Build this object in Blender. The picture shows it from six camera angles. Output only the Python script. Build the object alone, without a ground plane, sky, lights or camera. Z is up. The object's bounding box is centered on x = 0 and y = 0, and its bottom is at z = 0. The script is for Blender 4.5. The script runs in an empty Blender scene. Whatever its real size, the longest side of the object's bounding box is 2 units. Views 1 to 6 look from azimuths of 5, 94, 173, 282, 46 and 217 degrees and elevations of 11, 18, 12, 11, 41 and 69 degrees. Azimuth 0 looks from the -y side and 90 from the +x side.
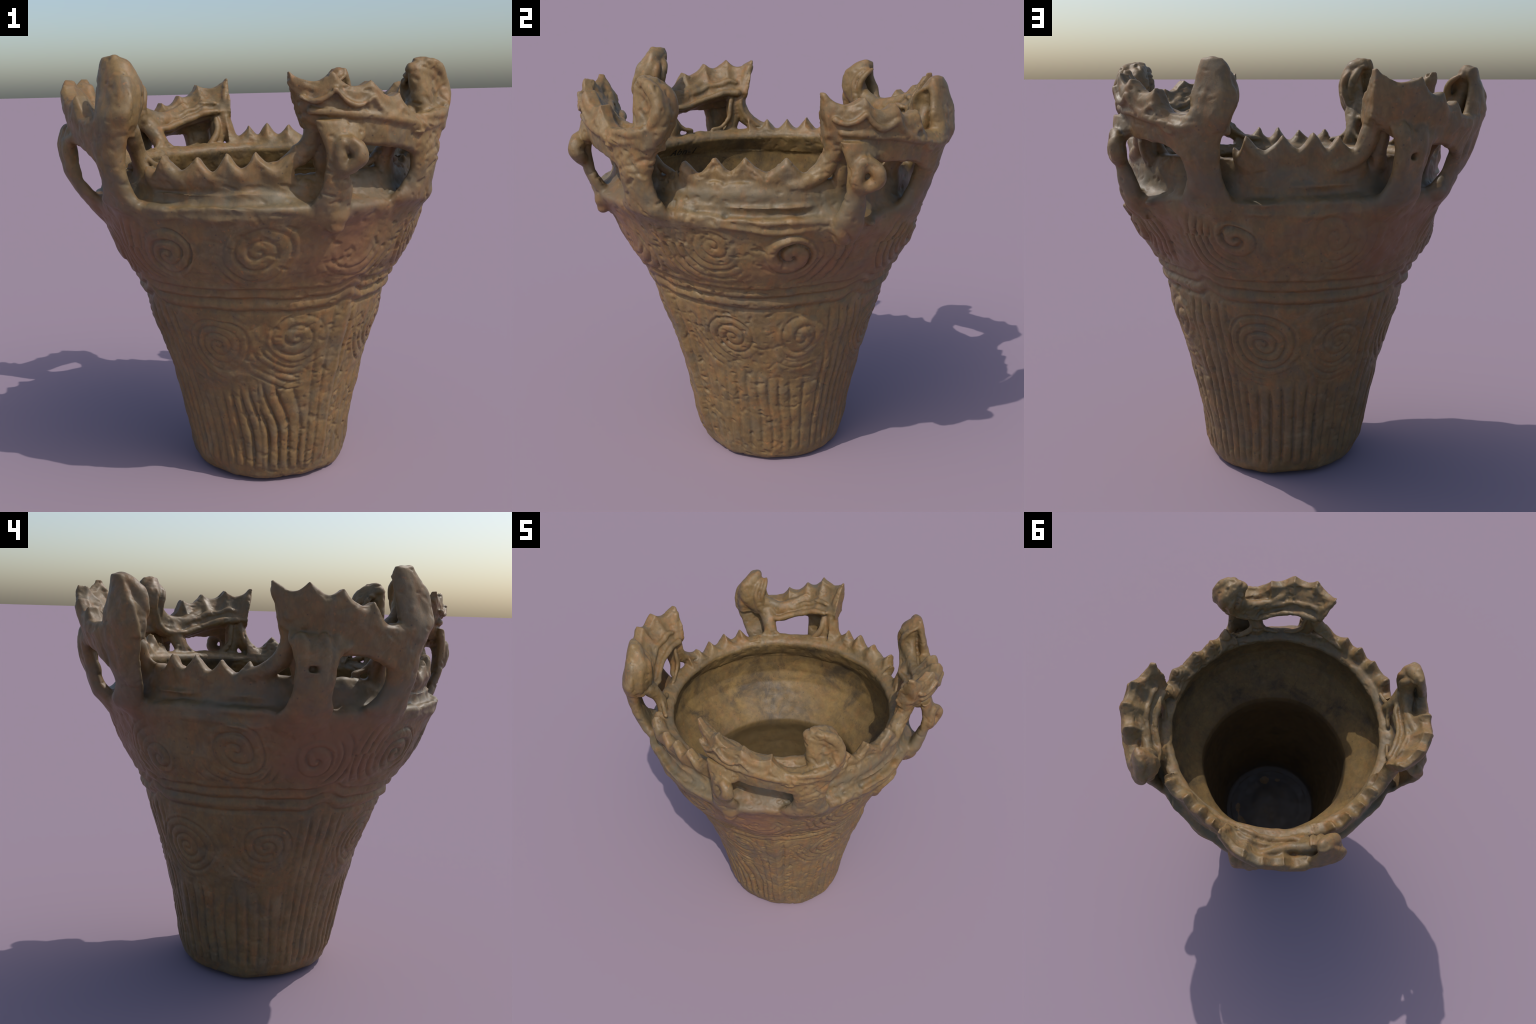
import bpy, bmesh, math
import numpy as np
from mathutils import Vector
from mathutils.bvhtree import BVHTree

VOXEL = 0.0058
RNG = np.random.default_rng(7)

# ------------------------------------------------------------------ frame helpers
def centre(z):
    """the pot leans slightly: axis position at height z"""
    z = np.asarray(z, float)
    return np.interp(z, [0, .5, .8, 1.05, 1.3, 1.5], [.040, .036, .031, .027, .030, .033]), np.interp(z, [0, .5, .8, 1.05, 1.3, 1.5], [.066, .056, .045, .035, .026, .012])

def P(az, r, z):
    a = np.radians(np.asarray(az, float)); z = np.asarray(z, float)
    cx, cy = centre(z)
    return np.stack([cx + r*np.sin(a), cy - r*np.cos(a), z + 0*a], -1)

def polar(co):
    cx, cy = centre(co[:, 2])
    x = co[:, 0]-cx; y = co[:, 1]-cy
    return np.degrees(np.arctan2(x, -y)) % 360, np.hypot(x, y)

def adiff(a, b):
    return (np.asarray(a)-b+180) % 360-180

def sstep(x, a, b):
    t = np.clip((np.asarray(x, float)-a)/(b-a), 0, 1)
    return t*t*(3-2*t)

def hash3(i, j, k, s):
    n = (i*374761393 + j*668265263 + k*2147483647 + s*974634777) & 0xffffffff
    n = ((n ^ (n >> 13))*1274126177) & 0xffffffff
    return ((n ^ (n >> 16)) & 0xffff)/32767.5-1

# noise lattice turned away from the axes so that it never lines up with reeds or belts
TURN = np.array([[.36, .48, -.80], [-.80, .60, 0], [.48, .64, .60]])
def vnoise(p, scale, seed=0):
    q = (p @ TURN)*scale; b = np.floor(q).astype(np.int64); f = q-b; f = f*f*(3-2*f)
    out = 0
    for dx in (0, 1):
        for dy in (0, 1):
            for dz in (0, 1):
                w = (f[:, 0] if dx else 1-f[:, 0])*(f[:, 1] if dy else 1-f[:, 1])*(f[:, 2] if dz else 1-f[:, 2])
                out = out+w*hash3(b[:, 0]+dx, b[:, 1]+dy, b[:, 2]+dz, seed)
    return out

# ------------------------------------------------------------------ mesh collector
class Clay:
    """collects overlapping closed lumps of clay, each face tagged with its part"""
    def __init__(s): s.v = []; s.f = []; s.tag = []; s.n = 0
    def add(s, verts, faces, tag):
        s.v.append(np.asarray(verts, float)); s.f += [tuple(i+s.n for i in f) for f in faces]
        s.tag += [tag]*len(faces); s.n += len(verts)
    def grid(s, rings, tag, close_u=False):
        """rings: array (stations, ring points, 3); capped at both ends unless close_u"""
        n, m = rings.shape[:2]; F = []
        for i in range(n if close_u else n-1):
            j = (i+1) % n
            for k in range(m):
                l = (k+1) % m
                F.append((i*m+k, i*m+l, j*m+l, j*m+k))
        if not close_u:
            F.append(tuple(range(m-1, -1, -1))); F.append(tuple((n-1)*m+k for k in range(m)))
        s.add(rings.reshape(-1, 3), F, tag)

clay = Clay()

def spline(pts, n):
    """Catmull-Rom through rows of any width"""
    p = np.asarray(pts, float); m = len(p)
    q = np.vstack([2*p[0]-p[1], p, 2*p[-1]-p[-2]])
    t = np.linspace(0, m-1, n); i = np.minimum(t.astype(int), m-2); u = (t-i)[:, None]
    a, b, c, d = q[i], q[i+1], q[i+2], q[i+3]
    return .5*(2*b+(c-a)*u+(2*a-5*b+4*c-d)*u*u+(3*b-a-3*c+d)*u**3)

def tube(world, hr, ht, tag, sides=14, sq=1.0, radial=None):
    """swept ellipse: hr half size along the radial direction, ht across it"""
    c = np.asarray(world, float); n = len(c)
    T = np.gradient(c, axis=0); T /= np.linalg.norm(T, axis=1)[:, None]+1e-9
    if radial is None:
        cx, cy = centre(c[:, 2]); R = np.stack([c[:, 0]-cx, c[:, 1]-cy, 0*cx], 1)
    else: R = np.tile(radial, (n, 1)).astype(float)
    R = R-(R*T).sum(1)[:, None]*T
    R /= np.linalg.norm(R, axis=1)[:, None]+1e-9
    B = np.cross(T, R)
    hr = np.broadcast_to(np.asarray(hr, float), (n,)).copy(); ht = np.broadcast_to(np.asarray(ht, float), (n,)).copy()
    # round the ends with extra shrinking stations
    e = [(-.9, .35), (-.55, .75)]
    C = [c[0]+T[0]*hr[0]*k for k, _ in e]+list(c)+[c[-1]-T[-1]*hr[-1]*k for k, _ in e[::-1]]
    A = [hr[0]*k for _, k in e]+list(hr)+[hr[-1]*k for _, k in e[::-1]]
    Bt = [ht[0]*k for _, k in e]+list(ht)+[ht[-1]*k for _, k in e[::-1]]
    RR = [R[0]]*2+list(R)+[R[-1]]*2; BB = [B[0]]*2+list(B)+[B[-1]]*2
    th = np.linspace(0, 2*np.pi, sides, endpoint=False)
    ct = np.sign(np.cos(th))*np.abs(np.cos(th))**sq; st = np.sign(np.sin(th))*np.abs(np.sin(th))**sq
    rings = np.array([C[i]+np.outer(ct*A[i], RR[i])+np.outer(st*Bt[i], BB[i]) for i in range(len(C))])
    clay.grid(rings, tag)

# ------------------------------------------------------------------ vessel
# handle: azimuth of the crest's peak, azimuth of the hook's tip, outward lean at each, lift of hook
# sh: how far the end wall slants in below the peak; sw: where the inner strut stands; curl: open hollow hook
# pw, pr: shift of the pillar along and outwards; pe: extra width on its window side; wl, hr, hi: left edge, outer and
# inner reach of the hook; sr: reach of the outer strut; ct: extra reach of the crest's teeth near the hook
# wo: window opening moved up and right
HANDLES = [dict(a0=13.0, a1=59.5, l0=0.0, l1=0.012, dz=0.0, pil=.058, ring=.036, bar=.031, cord=1, sh=.11, sw=.80, pw=.0, pr=.0, pe=.01, wl=.0, hr=-.012, hi=.028, hw=.03, sr=.012, wo=(.0, .0), tip=(.85, 1.05), we=.01),
           dict(a0=111.7, a1=154.0, l0=-.01, l1=.035, dz=.005, pil=.050, ring=.041, bar=.033, cord=1, sh=.06, sw=.80, pw=-.045, pr=-.008, pe=.0, wl=.0, hr=-.01, hi=.026, hw=.01, sr=-.010, wo=(.005, .0), tip=(.93, 1.07), we=.0),
           dict(a0=198.0, a1=235.0, l0=.055, l1=.08, dz=-.02, pil=.066, ring=0, bar=0, cord=0, sh=.0, sw=.90, pw=.0, pr=-.006, pe=.05, wl=.06, hr=.0, hi=.018, hw=.05, sr=.0, wo=(-.01, .05), tip=(.97, 1.09), we=.095),
           dict(a0=281.2, a1=322.9, l0=.025, l1=.024, dz=.035, pil=.070, ring=0, bar=0, cord=0, sh=.08, sw=.94, pw=.0, pr=.012, pe=.03, wl=-.02, hr=-.008, hi=.016, hw=.0, sr=.008, wo=(.0, .02), tip=(.86, 1.00), we=.015)]
# tips of the sixteen rim teeth (x, y, z), four in each gap between handles
TEETH = [(-.305, -.688, 1.592), (-.158, -.734, 1.588), (-.037, -.747, 1.60), (.075, -.746, 1.606),
         (.709, -.285, 1.608), (.717, -.151, 1.626), (.739, -.02, 1.636), (.752, .158, 1.638),
         (.279, .739, 1.651), (.13, .745, 1.655), (.005, .754, 1.662), (-.1, .758, 1.655),
         (-.659, .299, 1.601), (-.691, .189, 1.605), (-.708, .074, 1.592), (-.70, -.043, 1.586)]
tt = np.array(TEETH); t_az, t_r = polar(tt); t_z = tt[:, 2]+.019

OUT = [(0, .31), (.003, .348), (.012, .366), (.03, .380), (.06, .388), (.2, .408), (.35, .437), (.5, .472), (.61, .505), (.71, .533),
       (.79, .563), (.87, .585), (.95, .607), (1.0, .632), (1.07, .678), (1.12, .708), (1.18, .733), (1.26, .755),
       (1.32, .770), (1.36, .785), (1.385, .791), (1.402, .785), (1.412, .770), (1.425, .757), (1.45, .750), (1.47, .755), (1.495, .760)]
INN = [(1.45, .680), (1.41, .702), (1.35, .710), (1.28, .706), (1.21, .678), (1.15, .633), (1.09, .578), (1.04, .528), (1.005, .494), (.97, .486), (.9, .486), (.8, .484), (.7, .474),
       (.55, .447), (.4, .412), (.15, .360), (.065, .338), (.042, .25)]
# the shoulder is pushed out into soft corners under the handles: azimuth, spread, amount, low-reaching?
CORNERS = [(10, 20, .040, 0), (350, 22, .018, 0), (338, 24, .010, 1), (36, 16, .045, 0), (59, 12, .045, 0), (122, 12, .03, 0), (148, 13, .03, 0), (205, 11, .035, 0), (228, 13, .03, 0), (262, 14, -.014, 0),
           (292, 12, .03, 0), (318, 13, .035, 0)]
# cords of clay that run from the feet of the handles down into the shoulder
FEET = [(24, 5, .012), (57, 6, .012), (120, 5, .010), (150, 6, .010), (207, 5, .004), (236, 6, .010), (290, 5, .002), (319, 6, .010)]
# upright ribs that divide the wall into panels: azimuth, spread, amount
RIBS = [(37, 9, .024), (41, 2.4, .006), (240, 16, .014), (302, 12, .004)]
HOLLOWS = [(130, 24, -.018), (112, 22, -.036), (250, 34, -.010), (2, 30, .010), (292, 18, -.014)]      # flattened stretches round the waist
def bulge(az, z):
    b = 0
    for a, w, amt, deep in CORNERS:
        g = np.exp(-(adiff(az, a)/w)**2)
        if deep: f = np.interp(z, [.75, .93, 1.0, 1.15, 1.27, 1.39, 1.412, 1.45, 1.48], [0, .32, .38, .55, 1, .95, .8, .3, 0])
        else: f = np.interp(z, [1.05, 1.2, 1.3, 1.38, 1.412, 1.45, 1.48], [0, .16, .5, 1, .9, .35, 0])
        b = b+g*f*amt
    for a, w, amt in RIBS:
        b = b+amt*np.exp(-(adiff(az, a)/w)**2)*np.interp(z, [0, .06, .2, .9, 1.08, 1.25], [0, .3, 1, 1, .7, 0])
    for a, w, amt in FEET:
        b = b+amt*np.exp(-(adiff(az, a-14*(1.36-np.asarray(z)))/w)**2)*np.interp(z, [1.08, 1.2, 1.34, 1.40], [0, .8, 1, 0])
    for a, w, amt in HOLLOWS:
        b = b+amt*np.exp(-(adiff(az, a)/w)**2)*np.interp(z, [.75, 1.0, 1.2, 1.33], [0, 1, 1, 0])
    return b

def lip_z(az):
    return 1.517-.026*np.cos(np.radians(az))

NA = 480
az = np.arange(NA)*360/NA
rows = []
for z, r in OUT:
    rows.append(P(az, r+bulge(az, z), np.full(NA, z+0.0)))
lz = lip_z(az)
for r, dz in ((.748, .005), (.742, .028), (.72, .034), (.695, .03), (.675, .022), (.661, .008), (.657, -.012)):
    rows.append(P(az, r, lz+dz))
for z, r in INN:
    rows.append(P(az, r, np.full(NA, z))+np.array([.006, -.003, 0])*np.interp(z, [.9, 1.05, 1.35, 1.45], [0, 1, 1, 0])+np.array([-.008, .005, 0])*np.interp(z, [.1, .4, .95, 1.05], [0, 1, 1, 0]))
rows.append(P(az, np.full(NA, .02), np.full(NA, .075)))
V = np.array(rows)                       # profile x azimuth
n, m = V.shape[:2]
N_OUT = len(OUT); N_LIP = 7
for a, b, tag in ((0, N_OUT-3, 'body'), (N_OUT-3, N_OUT+N_LIP-1, 'rim'), (N_OUT+N_LIP-1, n-1, 'inner')):
    pass
F = []; base = clay.n
clay.v.append(V.reshape(-1, 3)); clay.n += n*m
for i in range(n-1):
    tag = 'body' if i < N_OUT-4 else ('rim' if i < N_OUT+N_LIP-1 else 'inner_wall')
    for k in range(m):
        l = (k+1) % m
        clay.f.append((base+i*m+k, base+i*m+l, base+(i+1)*m+l, base+(i+1)*m+k)); clay.tag.append(tag)
clay.f.append(tuple(base+k for k in range(m-1, -1, -1))); clay.tag.append('body')
clay.f.append(tuple(base+(n-1)*m+k for k in range(m))); clay.tag.append('inner_wall')

# ------------------------------------------------------------------ toothed rim band, one per gap
def scallop(x, tips, heights, depth, power=1.4):
    """cusped curve: peaks at the tips, sagging between them"""
    z = np.interp(x, tips, heights)
    i = np.clip(np.searchsorted(tips, x)-1, 0, len(tips)-2)
    t = np.clip((x-tips[i])/(tips[i+1]-tips[i]), 0, 1)
    return z-depth[i]*(1-np.abs(2*t-1)**power)

for g in range(4):
    h0 = HANDLES[(g-1) % 4]; h1 = HANDLES[g]
    s = slice(g*4, g*4+4)
    ta = t_az[s]; mid = ta[1]; ta = mid+adiff(ta, mid)
    a0 = mid+adiff(h0['a1']+3, mid); a1 = mid+adiff(h1['a0']+2, mid)
    tips = np.r_[a0, ta, a1]; hz = np.r_[t_z[g*4]-.045, t_z[s], t_z[g*4+3]+.02]
    rr = np.r_[t_r[g*4]-.02, t_r[s], t_r[g*4+3]]
    dep = np.r_[.045, np.full(3, .064), .075]
    x = np.linspace(a0, a1, 130)
    zt = scallop(x, tips, hz, dep); rt = np.interp(x, tips, rr)
    l = lip_z(x)
    zt = np.maximum(zt, l+.026)
    cup = np.clip((np.interp(x, tips, hz)-zt)/.07, 0, 1)     # 0 at a tip, 1 in a hollow
    prof = [(rt-.066, l+.0), (rt-.064-.004*cup, l+.026), (rt-.042, (l+.026)*.4+zt*.6), (rt-.020, zt-.004), (rt+.008, zt-.001), (rt+.024+.004*cup, zt-.022),
            (rt+.022+.006*cup, zt-.045), (rt+.004, np.minimum(zt-.055, l+.0)-.03)]
    rings = np.stack([P(x, r, z) for r, z in prof], 1)
    # split so every tooth is its own tagged lump
    cuts = [0]+[int(np.argmin(abs(x-(ta[i]+ta[i+1])/2))) for i in range(3)]+[len(x)-1]
    cuts[0] = int(np.argmin(abs(x-(ta[0]-5)))); cuts[-1] = int(np.argmin(abs(x-(ta[3]+5.5))))
    clay.grid(rings[:cuts[0]+1], 'rim'); clay.grid(rings[cuts[-1]:], 'rim')
    for i in range(4):
        clay.grid(rings[cuts[i]:cuts[i+1]+1], 'tooth:%d' % (g*4+i))
    # thin cords that follow the neck below the scallops
    x2 = np.linspace(a0+1, a1-3, 60)
    c = P(x2, .743, 1.452+.012*np.sin(np.radians(x2*9))-.02*np.cos(np.radians(x2)))
    tube(c, .012, .012, 'rim', 8)

# ------------------------------------------------------------------ handles
def build_handle(k, H):
    a0, a1 = H['a0'], H['a1']
    span = a1-a0
    tag = lambda part: '%s:%d' % (part, k)
    def W(p):
        """local rows (w, r, z, ...) to world: w = 0 at the crest's peak, 1 at the hook's tip"""
        p = np.asarray(p, float); w, r, z = p[:, 0], p[:, 1], p[:, 2]
        up = np.clip((z-1.42)/.5, 0, 1.2)
        lean = (H['l0']+(H['l1']-H['l0'])*np.clip(w, -.2, 1.2))*up
        return P(a0+span*w, r+lean, z+H['dz']*up**2*np.clip(w, 0, 1)+.012*(p[:, 0]*0))
    def T(pts, part, n=None, sides=14, sq=1.0):
        """tube through (w, r, z, radial half size, tangential half size)"""
        q = spline(pts, n or 8*len(pts))
        tube(W(q), q[:, 3], q[:, 4], tag(part), sides, sq)

    # --- crest: a leaning hollow-backed slab with a scalloped top
    w = np.linspace(-.015, .88, 90)
    tips = np.array([0, .22, .42, .63, .80]) if k != 2 else np.array([0, .28, .46, .66, .82])
    hz = np.array([1.930, 1.924, 1.894, 1.846, 1.755]) if k != 2 else np.array([1.937, 1.912, 1.850, 1.816, 1.75])
    if k == 1: hz = hz+np.array([.0, .0, 0, .01, .0])
    zt = scallop(w, tips, hz, np.array([.040, .038, .038, .032]), 2.0)
    f = lambda xs, ys: np.interp(w, xs, ys)
    rt = f([0, .22, .42, .63, .86], [.797, .862, .887, .876, .878])
    zo = f([0, .12, .22, .4, .6, .72, .80, .88], [1.74, 1.68, 1.65, 1.634, 1.628, 1.608, 1.58, 1.55])+H['wo'][0]
    ro = f([0, .15, .4, .6, .86], [.815, .862, .893, .905, .905])
    zi = f([0, .1, .3, .5, .7, .88], [1.72, 1.72, 1.712, 1.68, 1.645, 1.635])
    ri = f([0, .1, .3, .5, .7, .88], [.722, .730, .745, .758, .752, .748])
    th = f([0, .1, .86], [.022, .034, .040])        # half thickness of the top edge
    zm = .5*(zt+np.maximum(zo, zi))
    prof = [(ri, zi), (ri+.02, zi-.012), (.5*(ri+ro), .5*(zi+zo)+.012), (ro-.03, zo-.002), (ro-.002, zo+.010), (ro+.006, zo+.05), (.45*ro+.55*rt+th*.85, zm), (rt+th, zt-.028),
            (rt+th*.55, zt), (rt-th*.75, zt-.003), (rt-th*1.15, zt-.03), (.5*ri+.5*rt-.034, zm-.005), (ri-.016, zi+.03)]
    shear = lambda z: H['sh']*(1-np.clip((z-1.70)/.22, 0, 1))*(1-np.clip(w, 0, 1))**3
    ring = np.stack([W(np.stack([w+shear(z), r, z], 1)) for r, z in prof], 1)
    clay.grid(ring, tag('crest'))

    def plate(st, part, hollow=None):
        """upright plate: rows of (z, w left, w right, outer radius, thickness)"""
        if part in ('strut', 'hook'):
            st = [(z, a+H['wl']*float(np.interp(z, [1.74, 1.78, 1.88, 1.94], [0, 1, 1, 0]))+(H['wo'][1] if part == 'strut' and a < .9 and 1.43 < z < 1.72 else 0), b+H['we']*float(np.interp(z, [1.4, 1.52, 1.67, 1.80, 1.88, 1.93], [0, 1.7, 2.0, 1, .6, 0])), c, d) for z, a, b, c, d in st]
        q = spline(st, 7*len(st)); R = []
        phi = np.linspace(0, 2*np.pi, 18, endpoint=False)
        cw = np.sign(np.cos(phi))*np.abs(np.cos(phi))**.72; cr = np.sign(np.sin(phi))*np.abs(np.sin(phi))**.82
        for z, wl, wr, ro_, t in q:
            if part == 'pillar': wl += H['pw']; wr += H['pw']+H['pe']*float(np.interp(z, [1.42, 1.50, 1.58, 1.70], [1, .5, .7, 1.6])); ro_ += H['pr']*float(np.interp(z, [1.4, 1.5, 1.66, 1.74], [0, 1, 1, 0]))
            if part == 'hook': ro_ += H['hr']*float(sstep(z, 1.74, 1.80))
            if part == 'strut': ro_ += H['sr']*float(np.interp(z, [1.33, 1.40, 1.56, 1.66], [0, 1, 1, 0]))
            hw = (wl+wr)/2+(wr-wl)/2*cw
            hr = ro_-t*.5+t*.5*cr+t*.12*(1-cw*cw)
            R.append(W(np.stack([hw, hr, np.full(18, z)], 1)))
        clay.grid(np.array(R), tag(part))

    # --- end column under the peak, flowing down into the rim
    e = H['sh']
    T([(-.24+e*.5, .745, 1.535, .028, .03), (-.10+e*.6, .745, 1.56, .034, .034), (0.01+e*.8, .748, 1.61, .04, .04), (.055+e, .758, 1.69, .046, .040), (.045+e*.6, .778, 1.79, .05, .032), (.02, .79, 1.88, .036, .022)], 'crest', 40)
    T([(.19+e*.7, .742, 1.53, .03, .042), (.15+e*.7, .748, 1.60, .036, .038), (.14+e*.7, .765, 1.70, .04, .036), (.12+e*.5, .79, 1.78, .03, .03)], 'crest', 26)
    # two cords that spread from the column's foot along the lip
    T([(-.26+e*.5, .712, 1.55, .014, .014), (-.11+e*.6, .712, 1.565, .015, .015), (0+e*.8, .712, 1.61, .015, .015), (.045+e, .715, 1.68, .014, .014), (.05+e*.6, .735, 1.77, .012, .012)], 'crest', 36, 8)
    T([(.42+e*.5, .70, 1.545, .014, .014), (.30+e*.6, .704, 1.56, .015, .015), (.20+e*.8, .708, 1.61, .015, .015), (.165+e, .715, 1.67, .014, .014), (.18+e*.5, .735, 1.73, .012, .012)], 'crest', 36, 8)

    # --- inner strut from the rim to the hook's bend
    q = H['sw']-.80
    T([(.82+q, .72, 1.50, .032, .066), (.80+q, .722, 1.57, .036, .045), (.81+q, .745, 1.63, .04, .045), (.84+q, .785, 1.70, .04, .055)], 'strut', 26)
    T([(.58+q, .702, 1.545, .014, .015), (.68+q, .704, 1.56, .015, .015), (.755+q, .712, 1.60, .015, .015), (.78+q, .735, 1.66, .014, .014)], 'strut', 26, 8)
    T([(1.02+q, .702, 1.55, .015, .015), (.92+q, .706, 1.565, .015, .015), (.855+q, .715, 1.60, .015, .015), (.84+q, .74, 1.66, .014, .014)], 'strut', 26, 8)

    ta_, tb_ = H['tip']
    # --- hook: inner band that sweeps out of the crest and turns up
    T([(.42, .835, 1.775, .02, .04), (.62, .80, 1.72, .034, .055), (.76, .79, 1.70, .036, .062), (.90, .80, 1.712, .038, .066), (1.00+H['we']*.6, .812-H['hi']*.5, 1.765, .042, .068), (1.03+H['we']*.6+H['hw'], .820-H['hi'], 1.84, .046, .066),
       (1.01+H['we']*.4+H['hw'], .818-H['hi']*.8, 1.90, .044, .056), (.5*(ta_+tb_), .822, 1.942, .036, .036)], 'hook', 64, 16, .85)
    # outer plate of the hook, the strut below it down to the shoulder
    plate([(1.27, .95, 1.02, .745, .05), (1.33, .84, 1.09, .80, .07), (1.37, .74, 1.11, .838, .075), (1.41, .69, 1.10, .856, .08), (1.45, .745, 1.065, .866, .076), (1.50, .785, 1.045, .880, .072), (1.56, .79, 1.035, .895, .072), (1.61, .76, 1.045, .905, .076),
           (1.65, .70, 1.065, .910, .082), (1.70, .68, 1.10, .913, .084), (1.74, .80, 1.135, .914, .08)], 'strut')
    if k == 0:      # an open curl: outer rim, top and a sunken floor
        plate([(1.69, .80, 1.10, .914, .08), (1.745, .86, 1.145, .916, .07), (1.775, .98, 1.165, .914, .068), (1.82, 1.05, 1.175, .906, .066), (1.87, 1.05, 1.16, .892, .066), (1.91, 1.0, 1.125, .878, .07), (1.94, .93, 1.085, .862, .066), (1.972, ta_+.06, tb_, .848, .045)], 'hook')
        plate([(1.74, .90, 1.12, .892, .08), (1.82, .885, 1.13, .882, .08), (1.89, .875, 1.10, .866, .07), (1.94, .875, 1.05, .852, .05)], 'hook')
    else:
        plate([(1.69, .80, 1.10, .914, .08), (1.76, .865, 1.155, .915, .066), (1.82, .865, 1.175, .904, .060), (1.88, (.87+ta_)/2-.01, 1.14, .886, .056), (1.93, ta_-.02, tb_+.05, .868, .055), (1.967, ta_, tb_, .852, .036)], 'hook')
    # back of the hook joins both, leaving a hollow that opens towards the crest
    plate([(1.68, .98, 1.07, .905, .10), (1.74, 1.03, 1.12, .905, .115), (1.83, 1.05, 1.16, .895, .115), (1.89, 1.00, 1.12, .876, .10), (1.925, ta_+.02, tb_+.02, .862, .085), (1.955, ta_+.03, tb_-.02, .846, .055)], 'hook')
    b_ = H['we']
    if k == 0: T([(.72, .895, 1.735, .022, .022), (.88, .915, 1.742, .024, .024), (1.04+b_*.5, .905, 1.765, .026, .026), (1.12+b_, .893+H['hr'], 1.83, .028, .028), (1.10+b_*.6, .882+H['hr'], 1.895, .028, .028), (1.04, .872+H['hr'], 1.945, .026, .026), (.96, .85, 1.955, .02, .02)], 'hook', 50, 10)
    # floor of the hollow
    plate([(1.672, .76, 1.10, .895, .12), (1.70, .76, 1.10, .897, .12), (1.722, .80, 1.08, .892, .11)], 'crest')

    # --- pillar in front of the window, bowed outwards, pierced by an eyelet
    p = H['pil']/(math.radians(span)*.9)
    if k < 2:
        plate([(1.28, .22-p, .24+p*.9, .80, .05), (1.35, .21-p*1.35, .25+p*1.2, .845, .07), (1.41, .22-p*1.25, .26+p*1.05, .868, .07), (1.48, .235-p, .27+p*.9, .896, .062), (1.55, .235-p*.9, .26+p*.35, .912, .055),
               (1.62, .235-p*.9, .27+p*.4, .915, .055), (1.67, .23-p, .29+p*1.3, .91, .06), (1.71, .22-p*1.1, .28+p*1.4, .90, .06), (1.74, .20-p, .25+p, .89, .045)], 'pillar')
        ang = np.linspace(0, 2*np.pi, 33)
        R0 = H['ring']; uneven = 1+.10*np.cos(3*ang+k)
        wv = np.cos(ang)*R0*uneven/(math.radians(span)*.94); zv = np.sin(ang)*(R0+.012)*uneven
        pts = np.stack([.275+H['pw']+wv, .930+H['pr']+.016*np.cos(ang)-.014*np.abs(np.sin(ang)), 1.605+zv], 1)
        tube(W(pts), .034, H['bar'], tag('pillar'), 12)
    else:
        plate([(1.25, .20-p*.5, .25+p*.5, .735, .05), (1.32, .19-p*1.4, .26+p*1.3, .80, .08), (1.37, .19-p*1.5, .27+p*1.5, .838, .08), (1.41, .21-p*1.2, .28+p*1.4, .870, .08), (1.46, .23-p, .28+p*1.1, .893, .07), (1.49, .235-p, .275+p*1.05, .904, .066), (1.53, .24-p, .26+p*.9, .914, .062), (1.572, .24-p, .26+p*.95, .922, .062)], 'pillar')
        # a dimple is left between two side bars
        for o in (-.62, .62):
            u = .25+H['pw']; v = H['pr']
            T([(u+o*p, .885+v, 1.51, .032, .030), (u+o*p, .898+v, 1.57, .034, .0315), (u+o*p*1.02, .90+v, 1.63, .034, .0315), (u+o*p*1.1, .885+v*.5, 1.70, .03, .03)], 'pillar', 20, 12)
        T([(u+p*.95+H['pe']*.4, .87+v, 1.50, .03, .024), (u+p*.95+H['pe']*.45, .89+v, 1.57, .032, .024), (u+p+H['pe']*.6, .89+v, 1.63, .032, .026), (u+p*1.1+H['pe'], .88+v*.5, 1.70, .03, .028)], 'pillar', 20, 12)
        plate([(1.52, .25-p*.8, .25+p*.8, .893, .045), (1.60, .25-p*.6, .25+p*.6, .885, .045), (1.66, .25-p*.7, .25+p*.7, .895, .045)], 'pillar')
        plate([(1.598, .25-p*1.0, .25+p*1.0, .922, .06), (1.64, .245-p*1.15, .265+p*1.35, .917, .065), (1.67, .24-p*1.2, .30+p*1.7, .910, .065), (1.70, .235-p*1.3, .31+p*1.8, .892, .06), (1.735, .22-p*1.1, .27+p*1.2, .862, .05)], 'pillar')

    # --- applied cords
    ins = lambda ww, t, o=.0: (ww, float(np.interp(ww, w, (ri-.014)*(1-t)+(rt-th0)*t))-o, float(np.interp(ww, w, (zi+.03)*(1-t)+(zt-.03)*t)))
    th0 = .03
    for t, r0 in ((.02, .020), (.44, .019)):
        ws = np.linspace(.16, .80, 10)
        c = [ins(x, t, .010)+(r0, r0) for x in ws]
        off = 0.018 if t < .2 else -.012
        c += [(.93, .768-off*.4, 1.672+(t*.09), r0, r0), (1.03-t*.1, .776-off*.3, 1.735+t*.02, r0, r0), (1.08-t*.2, .776-H['hi'], 1.83, r0, r0), (1.04-t*.2, .778-H['hi']*.8, 1.89, r0*.9, r0*.9), (.98-t*.12, .806, 1.925, r0*.7, r0*.7)]
        T(c, 'crest', 90, 8)
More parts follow.
